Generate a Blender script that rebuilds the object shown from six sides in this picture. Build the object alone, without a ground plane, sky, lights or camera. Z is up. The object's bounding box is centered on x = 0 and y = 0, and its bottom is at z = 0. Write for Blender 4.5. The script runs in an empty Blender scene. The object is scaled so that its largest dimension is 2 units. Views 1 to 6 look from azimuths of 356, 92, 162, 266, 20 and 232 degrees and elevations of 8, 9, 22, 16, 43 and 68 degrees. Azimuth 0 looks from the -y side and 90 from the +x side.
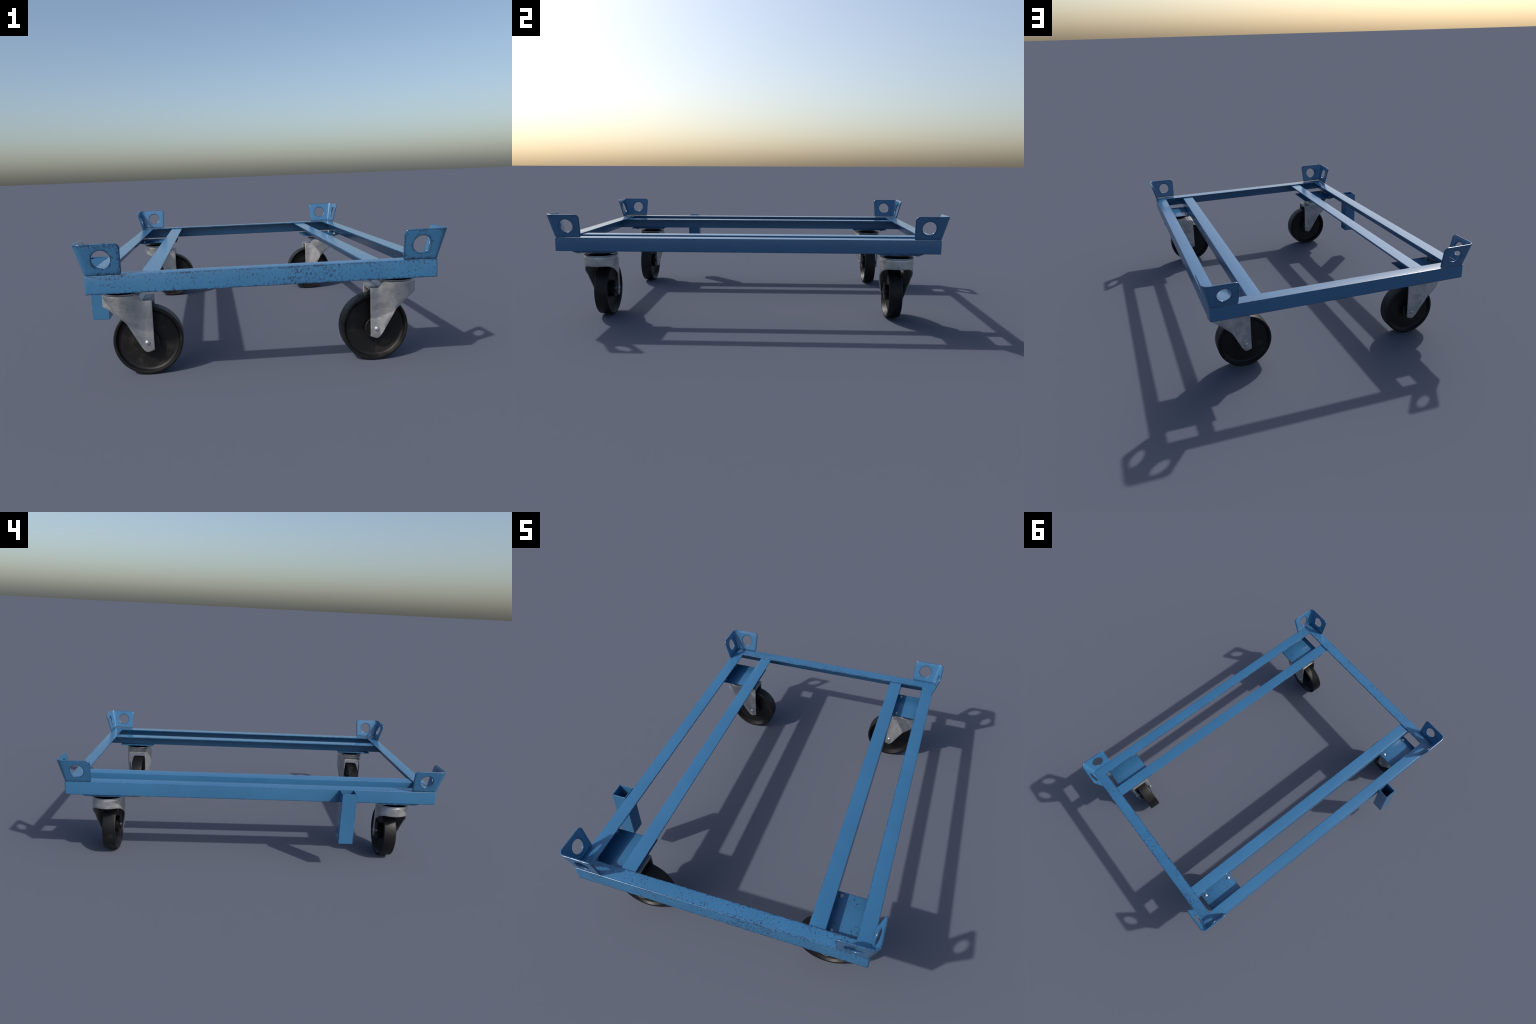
"""Blue steel transport dolly: welded angle-iron frame, four corner lugs,
a square socket tube on one side and four galvanised swivel casters."""
import bpy, bmesh, math
from mathutils import Vector, Matrix

# ------------------------------------------------------------------ sizes
XC = 0.0228                 # frame centre in x (socket tube sticks out on -x)
HX, HY = 0.6577, 0.9680     # half width / half length of the outer frame
ZT, ZB = 0.4396, 0.3707     # top and bottom of the angle irons
LEG = 0.0672                # width of the top flange
T = 0.006                   # angle iron thickness
INNER_OUT, INNER_IN = 0.4643, 0.3945   # inner rails, distance from frame centre
PLATE_X = (0.421, 0.6545)    # mounting plates (distance from centre line)
PLATE_Y = (0.658, 0.881)
SW_X, SW_Y = 0.5520, 0.7690  # caster swivel axis
AXLE_A, WHEEL_R = 0.0890, 0.1388
WHEEL_SHIFT = 0.0035       # wheel sits this much nearer the dolly middle than the fork
LUG_H, LUG_LEAN, LUG_LEN, LUG_T = 0.1186, 0.0320, 0.137, 0.008


# ------------------------------------------------------------------ materials
class Nodes:
    def __init__(self, name):
        self.mat = bpy.data.materials.new(name)
        self.mat.use_nodes = True
        self.t = self.mat.node_tree
        self.bsdf = self.t.nodes["Principled BSDF"]

    def add(self, kind, **kw):
        n = self.t.nodes.new(kind)
        for k, v in kw.items():
            if k in n.inputs:
                n.inputs[k].default_value = v
            else:
                setattr(n, k, v)
        return n

    def link(self, a, b):
        self.t.links.new(a, b)

    def math(self, op, a, b=None, c=None, clamp=False):
        n = self.t.nodes.new("ShaderNodeMath")
        n.operation = op
        n.use_clamp = clamp
        for i, v in enumerate((a, b, c)):
            if v is None:
                continue
            if isinstance(v, (int, float)):
                n.inputs[i].default_value = v
            else:
                self.link(v, n.inputs[i])
        return n.outputs[0]

    def ramp(self, fac, lo, hi, a=0.0, b=1.0):
        n = self.t.nodes.new("ShaderNodeMapRange")
        n.interpolation_type = "SMOOTHSTEP"
        self.link(fac, n.inputs[0])
        for i, v in zip((1, 2, 3, 4), (lo, hi, a, b)):
            if isinstance(v, (int, float)):
                n.inputs[i].default_value = v
            else:
                self.link(v, n.inputs[i])
        return n.outputs[0]

    def mix(self, fac, a, b):
        n = self.t.nodes.new("ShaderNodeMix")
        n.data_type = "RGBA"
        if isinstance(fac, (int, float)):
            n.inputs[0].default_value = fac
        else:
            self.link(fac, n.inputs[0])
        for i, v in ((6, a), (7, b)):
            if isinstance(v, tuple):
                n.inputs[i].default_value = v + (1.0,)
            else:
                self.link(v, n.inputs[i])
        return n.outputs[2]

    def noise(self, coord, scale, detail=4.0, rough=0.55, stretch=None, offset=(0, 0, 0)):
        m = self.add("ShaderNodeMapping")
        self.link(coord, m.inputs[0])
        m.inputs["Location"].default_value = (offset[0] + 5.37, offset[1] + 8.61, offset[2] + 3.23)
        if stretch:
            m.inputs["Scale"].default_value = stretch
        n = self.add("ShaderNodeTexNoise", Scale=scale, Detail=detail, Roughness=rough, Lacunarity=2.17)
        self.link(m.outputs[0], n.inputs["Vector"])
        return n.outputs[0]

    def coords(self):
        """Object coordinates, shifted per object so that repeats differ."""
        tc = self.add("ShaderNodeTexCoord")
        oi = self.add("ShaderNodeObjectInfo")
        s = self.math("MULTIPLY", oi.outputs["Random"], 7.0)
        v = self.add("ShaderNodeCombineXYZ")
        self.link(s, v.inputs[0]); self.link(s, v.inputs[1])
        ad = self.add("ShaderNodeVectorMath", operation="ADD")
        self.link(tc.outputs["Object"], ad.inputs[0])
        self.link(v.outputs[0], ad.inputs[1])
        return ad.outputs[0]

    def edge(self, radius):
        """0 on flat faces, rising to 1 where an edge is within the radius."""
        bv = self.add("ShaderNodeBevel", Radius=radius)
        bv.samples = 8
        ge = self.add("ShaderNodeNewGeometry")
        d = self.add("ShaderNodeVectorMath", operation="DOT_PRODUCT")
        self.link(bv.outputs[0], d.inputs[0])
        self.link(ge.outputs["Normal"], d.inputs[1])
        return self.math("SUBTRACT", 1.0, d.outputs["Value"], clamp=True)


PAINT = (0.037, 0.142, 0.282)
PAINT_DARK = (0.033, 0.130, 0.262)
BARE = (0.019, 0.028, 0.066)


def blue_paint(name, flecks, edge_wear, edge_radius=0.006, front_extra=0.0, top_extra=0.0):
    """Blue gloss paint; flecks = how far the chips spread, edge_wear 0..1.
    front_extra: more chips on the battered end of the dolly (y below -HY)."""
    n = Nodes(name)
    c = n.coords()
    tone = n.ramp(n.noise(c, 3.0, 4), 0.35, 0.65)
    base = n.mix(tone, PAINT_DARK, PAINT)
    # chips: fine noise against a threshold that drops inside worn clusters
    cluster = n.ramp(n.noise(c, 9.0, 3, 0.6), 0.36, 0.70)
    fine = n.noise(c, 120.0, 6, 0.74, stretch=(1.0, 1.0, 0.8), offset=(3.1, 1.7, 0.4))
    thr = n.math("MULTIPLY_ADD", cluster, -0.085 * max(flecks, 0.0), 0.720 - 0.085 * flecks)
    if front_extra:
        sep = n.add("ShaderNodeSeparateXYZ")
        n.link(n.add("ShaderNodeTexCoord").outputs["Object"], sep.inputs[0])
        front = n.ramp(sep.outputs[1], -HY + 0.0015, -HY + 0.0005)
        if top_extra:
            front = n.math("MAXIMUM", front, n.ramp(sep.outputs[2], ZT - 0.0015, ZT - 0.0005, 0.0, top_extra))
        thr = n.math("MULTIPLY_ADD", front, -0.075 * front_extra, thr)
    zone = n.ramp(n.edge(edge_radius * 2.6), 0.0015, 0.03)
    thr = n.math("MULTIPLY_ADD", zone, -0.13 * edge_wear * edge_wear, thr)
    chips = n.ramp(fine, thr, n.math("ADD", thr, 0.03))
    streak_n = n.noise(c, 30.0, 6, 0.75, stretch=(1.0, 0.5, 2.2), offset=(9.0, 2.0, 5.0))
    streak = n.ramp(streak_n, 0.715 - 0.055 * flecks, 0.76 - 0.055 * flecks, 0.0, 0.75)
    wear = n.math("MAXIMUM", chips, streak)
    # worn edges
    e = n.edge(edge_radius)
    en = n.noise(c, 60.0, 4, 0.7, offset=(1.0, 4.0, 2.0))
    em = n.math("MULTIPLY", n.ramp(e, 0.004, 0.045),
                n.ramp(en, 0.62 - 0.34 * edge_wear, 0.70 - 0.30 * edge_wear))
    wear = n.math("MAXIMUM", wear, n.math("MULTIPLY", em, 0.9))
    n.link(n.mix(n.math("MULTIPLY", wear, 0.92), base, BARE), n.bsdf.inputs["Base Color"])
    grain = n.ramp(n.noise(c, 170.0, 3, 0.6), 0.3, 0.7, 0.17, 0.27)
    rough = n.math("MULTIPLY_ADD", wear, 0.12, grain)
    n.link(n.math("MULTIPLY_ADD", em, -0.14, rough), n.bsdf.inputs["Roughness"])
    n.link(n.math("MULTIPLY_ADD", em, 0.35, n.math("MULTIPLY", wear, 0.25)), n.bsdf.inputs["Metallic"])
    bump = n.add("ShaderNodeBump", Strength=0.06, Distance=0.001)
    h = n.math("SUBTRACT", n.math("MULTIPLY", n.noise(c, 60.0, 2), 0.10), wear)
    n.link(h, bump.inputs["Height"])
    n.link(bump.outputs[0], n.bsdf.inputs["Normal"])
    n.bsdf.inputs["Specular IOR Level"].default_value = 0.72
    return n.mat


def galvanised(name, low, high, rough=0.42):
    n = Nodes(name)
    c = n.coords()
    big = n.ramp(n.noise(c, 20.0, 5, 0.62), 0.34, 0.66)
    streak = n.noise(c, 40.0, 4, 0.65, stretch=(1.0, 1.0, 3.5))
    f = n.math("MULTIPLY_ADD", n.math("SUBTRACT", streak, 0.5), 0.7, big, clamp=True)
    n.link(n.mix(f, low, high), n.bsdf.inputs["Base Color"])
    n.bsdf.inputs["Metallic"].default_value = 0.75
    n.link(n.math("MULTIPLY_ADD", streak, 0.25, rough - 0.12), n.bsdf.inputs["Roughness"])
    bump = n.add("ShaderNodeBump", Strength=0.15, Distance=0.003)
    n.link(n.math("ADD", big, streak), bump.inputs["Height"])
    n.link(bump.outputs[0], n.bsdf.inputs["Normal"])
    return n.mat


def black_rubber(name, base, dusty, dust_amount, rough):
    n = Nodes(name)
    c = n.coords()
    smudge = n.ramp(n.noise(c, 14.0, 6, 0.65), 0.50, 0.74, 0.0, dust_amount)
    n.link(n.mix(smudge, base, dusty), n.bsdf.inputs["Base Color"])
    n.link(n.math("MULTIPLY_ADD", smudge, 0.2, rough), n.bsdf.inputs["Roughness"])
    n.bsdf.inputs["Specular IOR Level"].default_value = 0.32
    bump = n.add("ShaderNodeBump", Strength=0.1, Distance=0.002)
    n.link(n.noise(c, 120.0, 3), bump.inputs["Height"])
    n.link(bump.outputs[0], n.bsdf.inputs["Normal"])
    return n.mat


M_END = blue_paint("chipped_blue_paint", 0.72, 0.66, front_extra=0.98, top_extra=0.75)
M_SIDE = blue_paint("scratched_blue_paint", 0.64, 0.66)
M_INNER = blue_paint("clean_blue_paint", -0.5, 0.40, 0.004)
M_LUG = blue_paint("worn_blue_paint", 0.42, 0.88, 0.009, front_extra=0.75)
M_PLATE = blue_paint("scuffed_blue_paint", 0.70, 0.6)
M_ZINC = galvanised("galvanised_steel", (0.38, 0.39, 0.405), (0.56, 0.56, 0.555), 0.40)
M_BOLT = galvanised("bolt_steel", (0.40, 0.42, 0.45), (0.52, 0.53, 0.55), 0.34)
M_WHEEL = black_rubber("black_rubber", (0.0055, 0.0055, 0.006), (0.036, 0.031, 0.024), 0.60, 0.45)
M_RACE = black_rubber("gap_shade_steel", (0.010, 0.013, 0.020), (0.02, 0.02, 0.02), 0.3, 0.35)  # shade in the gap between fork and plate, painted as near-black colour
M_HUB = black_rubber("black_plastic", (0.006, 0.006, 0.0065), (0.03, 0.028, 0.024), 0.5, 0.40)


# ------------------------------------------------------------------ mesh helpers
def finish(name, bm, mat, parent=None, smooth=35.0):
    bmesh.ops.remove_doubles(bm, verts=bm.verts, dist=1e-5)
    bmesh.ops.dissolve_degenerate(bm, edges=bm.edges, dist=1e-6)
    bmesh.ops.recalc_face_normals(bm, faces=bm.faces)
    me = bpy.data.meshes.new(name)
    bm.to_mesh(me)
    bm.free()
    me.materials.append(mat)
    if smooth:
        me.shade_smooth() if hasattr(me, "shade_smooth") else None
        me.set_sharp_from_angle(angle=math.radians(smooth))
    ob = bpy.data.objects.new(name, me)
    bpy.context.scene.collection.objects.link(ob)
    if parent:
        ob.parent = parent
    return ob


def apply_modifiers(ob):
    dg = bpy.context.evaluated_depsgraph_get()
    me = bpy.data.meshes.new_from_object(ob.evaluated_get(dg))
    me.name = ob.name
    old = ob.data
    ob.modifiers.clear()
    ob.data = me
    bpy.data.meshes.remove(old)


def grid(bm, rows, close=False):
    """Skin a list of equally long vertex rows."""
    vs = [[bm.verts.new(p) for p in r] for r in rows]
    for r0, r1 in zip(vs, vs[1:]):
        m = len(r0)
        for i in range(m if close else m - 1):
            j = (i + 1) % m
            try:
                bm.faces.new((r0[i], r0[j], r1[j], r1[i]))
            except ValueError:
                pass
    return vs


def bevelled_box(name, lo, hi, bev, mat, parent, seg=2):
    bm = bmesh.new()
    bmesh.ops.create_cube(bm, size=1.0)
    lo, hi = Vector(lo), Vector(hi)
    for v in bm.verts:
        v.co = Vector((lo[i] + (v.co[i] + 0.5) * (hi[i] - lo[i]) for i in range(3)))
    bmesh.ops.bevel(bm, geom=list(bm.edges), offset=bev, segments=seg, affect="EDGES", profile=0.5)
    return finish(name, bm, mat, parent)


def lathe(name, profile, mat, axis="z", seg=64, parent=None, smooth=35.0):
    """Spin (radius, height) points round an axis; closed on the axis by r = 0."""
    bm = bmesh.new()
    rows = []
    for r, h in profile:
        row = []
        for k in range(seg):
            a = 2 * math.pi * k / seg
            c, s = r * math.cos(a), r * math.sin(a)
            row.append((c, s, h) if axis == "z" else (c, h, s))
        rows.append(row)
    grid(bm, rows, close=True)
    return finish(name, bm, mat, parent, smooth)


def angle_profile(leg, height, t, ztop):
    """L section as (distance inward from the outer face, z), closed loop."""
    r, e = 0.0025, 0.0008
    pts = [(e, ztop - height), (0, ztop - height + e), (0, ztop - r)]
    for k in range(1, 5):
        a = math.pi / 2 * k / 4
        pts.append((r - r * math.cos(a), ztop - r + r * math.sin(a)))
    pts += [(leg - e, ztop), (leg, ztop - e), (leg, ztop - t + e), (leg - e, ztop - t),
            (t + 0.002, ztop - t), (t, ztop - t - 0.002),
            (t, ztop - height + e), (t - e, ztop - height)]
    return pts


# ------------------------------------------------------------------ thing
dolly = bpy.data.objects.new("transport_dolly", None)
bpy.context.scene.collection.objects.link(dolly)
dolly["label"] = "blue painted steel frame dolly on four black swivel caster wheels"
dolly["category"] = "dolly"


# ------------------------------------------------------------------ outer frame
CORNER_R = 0.008


def outer_rail(name, along, side, mat):
    """One mitred angle iron. along='x' lies at y=side*HY, along='y' at x=side*HX."""
    prof = angle_profile(LEG, ZT - ZB, T, ZT)
    hl, hd = (HX, HY) if along == "x" else (HY, HX)
    arc = 6
    stations = []
    for end in (-1, 1):
        ks = range(arc + 1) if end < 0 else range(arc, -1, -1)
        for k in ks:
            stations.append((end, math.radians(45 + 45 * k / arc)))
    rows = []
    for end, ang in stations:
        row = []
        for o, z in prof:
            r = max(CORNER_R - o, 0.0)
            c = max(CORNER_R, o)            # arc centre, inward from both faces
            l = end * (hl - c + r * math.cos(ang))
            d = side * (hd - c + r * math.sin(ang))
            row.append((XC + l, d, z) if along == "x" else (XC + d, l, z))
        rows.append(row)
    bm = bmesh.new()
    grid(bm, rows, close=True)
    return finish(name, bm, mat, dolly, 30.0)


for s in (-1, 1):
    outer_rail("end_rail", "x", s, M_END)
for s in (-1, 1):
    outer_rail("side_rail", "y", s, M_SIDE)

# inner rails: angle irons lying under the end flanges, web towards the outside
for s in (-1, 1):
    top = ZT - T - 0.0006
    prof = angle_profile(INNER_OUT - INNER_IN, top - ZB, T, top)
    y1 = HY - T - 0.0005
    rows = [[(XC + s * (INNER_OUT - o), y, z) for o, z in prof]
            for y in [y1 * (-1 + 2 * k / 8) for k in range(9)]]
    bm = bmesh.new()
    vs = grid(bm, rows, close=True)
    bm.faces.new(vs[0]); bm.faces.new(vs[-1])
    finish("inner_rail", bm, M_INNER, dolly, 30.0)


# ------------------------------------------------------------------ corner lugs
def lug_sheet(sx, sy):
    """Outer skin of a folded lug: two leaning cheeks with a hole, joined by a bend.
    d = distance from the frame corner along a cheek, h = height above the rail."""
    zb = ZT + 0.0005
    H = LUG_H - 0.0005

    def lean(h):
        return LUG_LEAN * h / H

    def bend_r(h):
        return 0.016 + 0.016 * h / H

    def place(cheek, d, h):
        out = lean(h)
        if cheek == 0:      # cheek on the end rail, runs along x
            return (XC + sx * (HX - d), sy * (HY + out), zb + h)
        return (XC + sx * (HX + out), sy * (HY - d), zb + h)

    NV = 16                                   # points up the bend line
    fold = [(-lean(h) + bend_r(h), h) for h in [H * k / NV for k in range(NV + 1)]]
    rt, rb = 0.020, 0.008
    L = LUG_LEN - 0.002

    def free_d(h):
        return L + 0.004 * h / H
    outline = list(fold)                       # bottom to top at the bend
    for k in range(1, 10):                     # along the top edge
        d0 = fold[-1][0]
        outline.append((d0 + (free_d(H) - rt - d0) * k / 9, H))
    for k in range(1, 9):
        a = math.pi / 2 * k / 8
        outline.append((free_d(H) - rt + rt * math.sin(a), H - rt + rt * math.cos(a)))
    for k in range(1, 8):
        h = H - rt + (rb - (H - rt)) * k / 8
        outline.append((free_d(h), h))
    for k in range(0, 5):
        a = math.pi / 2 * k / 4
        outline.append((free_d(0) - rb + rb * math.cos(a), rb - rb * math.sin(a)))
    d0 = fold[0][0]
    for k in range(1, 10):
        outline.append((free_d(0) - rb + (d0 - free_d(0) + rb) * k / 10, 0.0))
    hc = (0.0685, 0.0600)
    hr = 0.0332
    bm = bmesh.new()
    for cheek in (0, 1):
        rings = []
        for f in (0.0, 0.12, 0.5, 1.0):        # hole edge -> outline
            ring = []
            for d, h in outline:
                a = math.atan2(h - hc[1], d - hc[0])
                q = (hc[0] + hr * math.cos(a), hc[1] + hr * math.sin(a))
                ring.append(place(cheek, q[0] + (d - q[0]) * f, q[1] + (h - q[1]) * f))
            rings.append(ring)
        grid(bm, rings, close=True)
    # the bend between the two cheeks
    rows = []
    NB = 8
    for k in range(NB + 1):
        a = math.pi / 2 * k / NB
        row = []
        for j in range(NV + 1):
            h = H * j / NV
            out, r = lean(h), bend_r(h)
            cx, cy = HX + out - r, HY + out - r
            row.append((XC + sx * (cx + r * math.sin(a)), sy * (cy + r * math.cos(a)), zb + h))
        rows.append(row)
    grid(bm, rows)
    bmesh.ops.remove_doubles(bm, verts=bm.verts, dist=1e-5)
    bmesh.ops.recalc_face_normals(bm, faces=bm.faces)
    # normals must point away from the dolly so the sheet thickens inwards
    f = max(bm.faces, key=lambda f: f.calc_area())
    if f.normal.x * sx + f.normal.y * sy < 0:
        bmesh.ops.reverse_faces(bm, faces=bm.faces)
    me = bpy.data.meshes.new("corner_lug")
    bm.to_mesh(me); bm.free()
    me.materials.append(M_LUG)
    ob = bpy.data.objects.new("corner_lug", me)
    bpy.context.scene.collection.objects.link(ob)
    so = ob.modifiers.new("thickness", "SOLIDIFY")
    so.thickness = LUG_T; so.offset = -1.0; so.use_even_offset = True
    be = ob.modifiers.new("rounded_rim", "BEVEL")
    be.width = 0.0028; be.segments = 3; be.limit_method = "ANGLE"
    be.angle_limit = math.radians(50)
    apply_modifiers(ob)
    ob.data.shade_smooth()
    ob.data.set_sharp_from_angle(angle=math.radians(40))
    ob.parent = dolly


for sx in (-1, 1):
    for sy in (-1, 1):
        lug_sheet(sx, sy)


# ------------------------------------------------------------------ socket tube
def socket_tube():
    x0, x1 = -0.7115, -0.6372
    y0, y1 = -0.5240, -0.4480
    z0, z1 = 0.1675, 0.4410
    w, c = 0.0035, 0.0015

    def ring(i, z):
        a, b, d, e = x0 + i, x1 - i, y0 + i, y1 - i
        k = c if i < w else 0.0004
        return [(a + k, d, z), (b - k, d, z), (b, d + k, z), (b, e - k, z),
                (b - k, e, z), (a + k, e, z), (a, e - k, z), (a, d + k, z)]
    rim = 0.0006
    rows = [ring(0, z0 + rim), ring(0, z1 - rim), ring(rim, z1), ring(w - rim, z1),
            ring(w, z1 - rim), ring(w, z0 + w)]
    bm = bmesh.new()
    vs = grid(bm, rows, close=True)
    bm.faces.new(vs[-1])                        # closed floor of the socket
    low = [bm.verts.new(p) for p in ring(rim, z0)]
    for k in range(8):
        bm.faces.new((low[k], low[(k + 1) % 8], vs[0][(k + 1) % 8], vs[0][k]))
    bm.faces.new(low)
    ob = finish("socket_tube", bm, M_INNER, dolly, 30.0)
    for y in (y0 + 0.003, y1 - 0.003):          # weld seams against the side rail
        bm = bmesh.new()
        rows = []
        for k in range(25):
            z = ZB + 0.004 + (ZT - ZB - 0.010) * k / 24
            r = 0.0034 + 0.0006 * math.sin(k * 2.1)
            rows.append([(-0.6362 + r * math.cos(a), y + r * math.sin(a), z)
                         for a in [2 * math.pi * j / 10 for j in range(10)]])
        vs = grid(bm, rows, close=True)
        bm.faces.new(vs[0]); bm.faces.new(vs[-1])
        finish("weld_seam", bm, M_INNER, dolly)


socket_tube()

# ------------------------------------------------------------------ mounting plates
for sx in (-1, 1):
    for sy in (-1, 1):
        xs = sorted((XC + sx * PLATE_X[0], XC + sx * PLATE_X[1]))
        ys = sorted((sy * PLATE_Y[0], sy * PLATE_Y[1]))
        bevelled_box("mounting_plate", (xs[0], ys[0], ZB - 0.0048), (xs[1], ys[1], ZB - 0.0002),
                     0.0009, M_PLATE, dolly)


# ------------------------------------------------------------------ casters
# caster frame: origin on the swivel axis at the ground, +x = trail direction
R_HEAD = 0.0848
TAIL_A, TAIL_W = 0.1150, 0.0565
FOLD_A, FOLD_W = 0.0800, 0.0580   # flat cheeks start at this fold
Z_HEAD, Z_TAIL = 0.3385, 0.3115


def plan_half_width(a, blend=True):
    """Teardrop plan of the fork: round head tapering to the open tail."""
    # straight side tangent to the head circle, ending at the fold of the flat cheek
    if blend and abs(a - FOLD_A) < 0.014:        # soft fold: blend the two flats
        t = (a - FOLD_A + 0.014) / 0.028
        p0, p1 = (plan_half_width(FOLD_A + d, False) for d in (-0.014, 0.014))
        return (1 - t) ** 2 * p0 + 2 * t * (1 - t) * FOLD_W + t * t * p1
    if a >= FOLD_A:
        return FOLD_W + (TAIL_W - FOLD_W) * (a - FOLD_A) / (TAIL_A - FOLD_A)
    dist = math.hypot(FOLD_A, FOLD_W)
    ang = math.atan2(FOLD_W, FOLD_A) + math.acos(R_HEAD / dist)
    ta, tw = R_HEAD * math.cos(ang), R_HEAD * math.sin(ang)
    if a <= ta:
        return math.sqrt(max(R_HEAD ** 2 - a * a, 0.0))
    return tw + (FOLD_W - tw) * (a - ta) / (FOLD_A - ta)


LOWER = [(-0.0848, 0.2865), (-0.068, 0.2862), (-0.054, 0.2815), (-0.036, 0.2720), (0.000, 0.2420),
         (0.0145, 0.2290), (0.021, 0.2180), (0.0395, 0.1800), (0.0665, 0.1240), (0.0755, 0.1095),
         (0.0825, 0.1030), (0.0890, 0.1005), (0.0975, 0.1025), (TAIL_A, 0.1090)]


def lower_edge(a):
    for (a0, z0), (a1, z1) in zip(LOWER, LOWER[1:]):
        if a <= a1:
            return z0 + (z1 - z0) * max(a - a0, 0) / (a1 - a0)
    return LOWER[-1][1]


def top_height(a):
    t = min(max((a - 0.058) / 0.026, 0.0), 1.0)
    return Z_HEAD + (Z_TAIL - Z_HEAD) * (t * t * (3 - 2 * t))


def fork_mesh():
    stations = [-R_HEAD * math.cos(math.pi / 2 * k / 16) for k in range(17)]
    stations += [0.004, 0.010, 0.016, 0.022, 0.030, 0.037, 0.044, 0.050, 0.056, 0.0605, 0.065,
                 0.0695, 0.073, 0.0765, 0.0800, 0.0835, 0.087, 0.089, 0.092, 0.0975, 0.103, 0.109, TAIL_A]
    rows = []
    for a in stations:
        w = plan_half_width(a)
        e = 1e-4
        if w < 1e-4:
            n = (-1.0, 0.0)
        else:
            g = (plan_half_width(a + e) - plan_half_width(a - e)) / (2 * e) if abs(a) < R_HEAD - e else 0
            if a < 0:
                n = (a / R_HEAD, w / R_HEAD)
            else:
                l = math.hypot(1, g)
                n = (-g / l, 1 / l)
        r = 0.007 if a < 0.05 else 0.0035
        if a > TAIL_A - 1e-6:
            n = (0.0, 1.0)
        side = []
        zb, zt = lower_edge(a), top_height(a)
        for k in range(7):
            f = k / 6
            side.append((a, w, zb + (zt - r - zb) * f))
        for k in range(1, 4):
            p = math.pi / 2 * k / 3
            i = r * (1 - math.cos(p))
            ai, wi = a - n[0] * i, max(w - n[1] * i, 0.0)
            if a < TAIL_A - 1e-6:
                zt_i = top_height(ai)
            else:
                zt_i = zt
            side.append((ai, wi, zt_i - r + r * math.sin(p)))
        a_in, w_in = side[-1][0], side[-1][1]
        across = [(a_in, w_in * (1 - 2 * k / 8), top_height(a_in)) for k in range(1, 8)]
        rows.append(side + across + [(x, -y, z) for x, y, z in reversed(side)])
    bm = bmesh.new()
    grid(bm, rows)
    bmesh.ops.remove_doubles(bm, verts=bm.verts, dist=1e-5)
    bmesh.ops.recalc_face_normals(bm, faces=bm.faces)
    f = max(bm.faces, key=lambda f: f.calc_center_median().z)
    if f.normal.z < 0:
        bmesh.ops.reverse_faces(bm, faces=bm.faces)
    me = bpy.data.meshes.new("caster_fork")
    bm.to_mesh(me); bm.free()
    me.materials.append(M_ZINC)
    ob = bpy.data.objects.new("caster_fork", me)
    bpy.context.scene.collection.objects.link(ob)
    so = ob.modifiers.new("thickness", "SOLIDIFY")
    so.thickness = 0.005; so.offset = -1.0; so.use_even_offset = False
    be = ob.modifiers.new("soft_rim", "BEVEL")
    be.width = 0.0008; be.segments = 1; be.limit_method = "ANGLE"; be.angle_limit = math.radians(60)
    apply_modifiers(ob)
    # folded-down lip that stiffens the open end of the fork
    bm = bmesh.new()
    bm.from_mesh(ob.data)
    lip = bmesh.ops.create_cube(bm, size=1.0)["verts"]
    for v in lip:
        v.co = Vector((TAIL_A - 0.0030 + v.co.x * 0.0048, v.co.y * 2 * (TAIL_W - 0.0015), Z_TAIL - 0.0075 + v.co.z * 0.0090))
    bm.to_mesh(ob.data)
    bm.free()
    ob.data.shade_smooth()
    ob.data.set_sharp_from_angle(angle=math.radians(50))
    return ob


def wheel_profile():
    # shoulder and tread are symmetric, the web disc sits nearer the outer side (+y)
    rim = [(0.1185, 0.0200), (0.1225, 0.0235), (0.1255, 0.0300), (0.1275, 0.0332), (0.1300, 0.0340),
           (0.1345, 0.0343), (0.1370, 0.0335), (0.1383, 0.0315), (WHEEL_R, 0.0285)]
    outer = [(0.040, 0.0190), (0.060, 0.0185), (0.112, 0.0188)]
    inner = [(0.1190, -0.0170), (0.1165, -0.0120), (0.112, -0.0110), (0.040, -0.0105)]
    return outer + rim + [(WHEEL_R, 0.0)] + [(r, -h) for r, h in reversed(rim[1:])] + inner


def hub_profile():
    # a hub wider than the tread, centred in the fork rather than in the tread
    face = [(0.0, 0.0), (0.016, 0.0), (0.018, -0.0015), (0.036, -0.0015), (0.038, 0.0), (0.0435, 0.0), (0.0455, -0.0015)]
    return [(r, 0.0455 + h) for r, h in face] + [(0.0460, 0.012)] + [(r, -0.0385 - h) for r, h in reversed(face)]


def hexagon(name, r, h, mat):
    """Hexagonal head with chamfered corners, standing on z = 0."""
    bm = bmesh.new()
    rows = []
    for k, z in ((1.0, 0.0), (1.0, h * 0.8), (0.88, h)):
        rows.append([(r * k * math.cos(math.pi / 3 * i), r * k * math.sin(math.pi / 3 * i), z)
                     for i in range(6)])
    vs = grid(bm, rows, close=True)
    bm.faces.new(vs[0]); bm.faces.new(vs[-1])
    return finish(name, bm, mat, None, 25.0)


def dome_profile(r, h, n=6):
    pts = [(0.0, 0.0), (r, 0.0)]
    for k in range(1, n + 1):
        a = math.pi / 2 * k / n
        pts.append((r * math.cos(a), h * math.sin(a)))
    return pts


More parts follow.
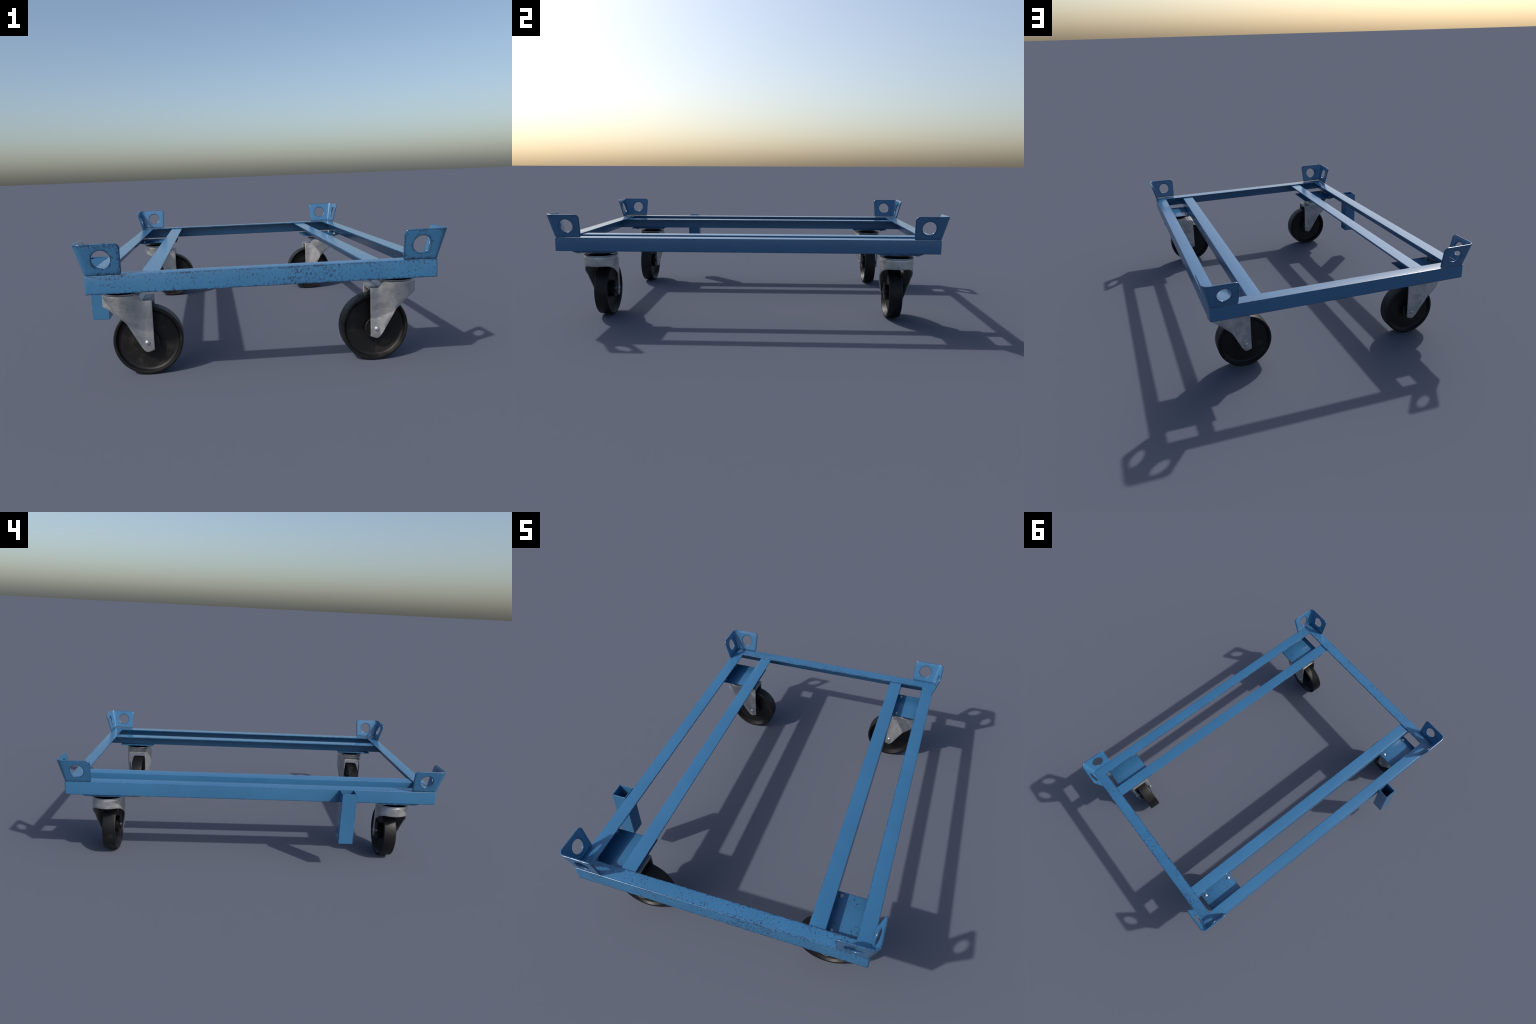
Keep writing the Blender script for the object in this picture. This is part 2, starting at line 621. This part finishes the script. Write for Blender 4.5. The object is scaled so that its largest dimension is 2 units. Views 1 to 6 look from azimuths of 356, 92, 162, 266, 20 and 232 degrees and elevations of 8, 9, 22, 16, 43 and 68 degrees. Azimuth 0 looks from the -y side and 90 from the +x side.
fork0 = fork_mesh()
wheel0 = lathe("wheel", wheel_profile(), M_WHEEL, axis="y", seg=96, smooth=40.0)
hub0 = lathe("wheel_hub", hub_profile(), M_HUB, axis="y", seg=48, smooth=30.0)
ring0 = lathe("swivel_bearing", [
    (0.060, 0.3360), (0.0835, 0.3368), (0.0862, 0.3382), (0.0868, 0.3402), (0.0860, 0.3420),
    (0.0845, 0.3424), (0.0830, 0.3412), (0.0815, 0.3385), (0.060, 0.3380), (0.060, 0.3360)], M_ZINC, seg=72)
race0 = lathe("bearing_race", [
    (0.0, 0.3384), (0.0812, 0.3388), (0.0815, 0.3400), (0.0720, 0.3425), (0.0600, 0.3450), (0.0540, 0.3480),
    (0.0520, 0.3630), (0.0, 0.3630)], M_RACE, seg=64)
plate0 = bevelled_box("caster_plate", (-0.104, -0.1000, 0.3625), (0.100, 0.1000, ZB - 0.0050),
                      0.0008, M_PLATE, None)
axle0 = lathe("axle", [(0.0, -0.0560), (0.0095, -0.0560), (0.0095, -0.0530), (0.0125, -0.0525),
                       (0.0125, 0.0), (0.0125, 0.0525), (0.0095, 0.0530),
                       (0.0095, 0.0560), (0.0, 0.0560)], M_BOLT, axis="y", seg=24)
dome0 = lathe("axle_bolt", dome_profile(0.0108, 0.0075), M_BOLT, seg=24)
head0 = hexagon("bolt_head", 0.0115, 0.0072, M_BOLT)
nut0 = lathe("nut", [(0.0, 0.0), (0.0098, 0.0), (0.0098, 0.0036), (0.0088, 0.0044), (0.0072, 0.0046), (0.0070, 0.0060)]
             + [(0.0070 * math.cos(a), 0.0060 + 0.0034 * math.sin(a))
                for a in [math.pi / 10 * k for k in range(1, 6)]], M_BOLT, seg=20)
templates = [fork0, wheel0, hub0, ring0, race0, plate0, axle0, dome0, head0, nut0]


def instance(src, parent, loc=(0, 0, 0), rot=(0, 0, 0)):
    ob = src.copy()
    ob.name = src.name
    bpy.context.scene.collection.objects.link(ob)
    ob.parent = parent
    ob.location = loc
    ob.rotation_euler = rot
    return ob


for t in templates:
    t.name = "template_" + t.name
for sx in (-1, 1):
    for sy in (-1, 1):
        c = fork0.copy()
        c.name = "caster"
        bpy.context.scene.collection.objects.link(c)
        c.parent = dolly
        c.location = (XC + sx * SW_X, sy * SW_Y, 0.0)
        c.rotation_euler = (0, 0, 0.0 if sx < 0 else math.pi)
        spin = 0.9 * sx + 1.7 * sy              # wheels stopped at different turns

        def child(src, name, loc=(0, 0, 0), rot=(0, 0, 0)):
            o = instance(src, c, loc, rot)
            o.name = name
            return o
        inward = WHEEL_SHIFT * sy * sx          # local y points outward where sx*sy < 0
        axle_at = (AXLE_A, inward, WHEEL_R)
        turn = 0.0 if sx * sy < 0 else math.pi  # web disc towards the outside of the dolly
        child(wheel0, "wheel", axle_at, (0, spin, turn))
        child(hub0, "wheel_hub", axle_at, (0, spin, turn))
        child(axle0, "axle", (AXLE_A, 0, WHEEL_R))
        wy = plan_half_width(AXLE_A)
        for s in (-1, 1):
            child(dome0, "axle_bolt", (AXLE_A, s * (wy - 0.0005), WHEEL_R), (-s * math.pi / 2, 0, 0))
        child(ring0, "swivel_bearing")
        child(race0, "bearing_race")
        child(plate0, "caster_plate")
        for bx in (-0.0805, 0.0720):
            for by in (-0.0885, 0.0885):
                child(head0, "bolt_head", (bx, by, 0.3626), (math.pi, 0, 0.3 + 5 * bx))
                child(nut0, "nut", (bx, by, ZB - 0.0004))
for t in templates:
    bpy.data.objects.remove(t)
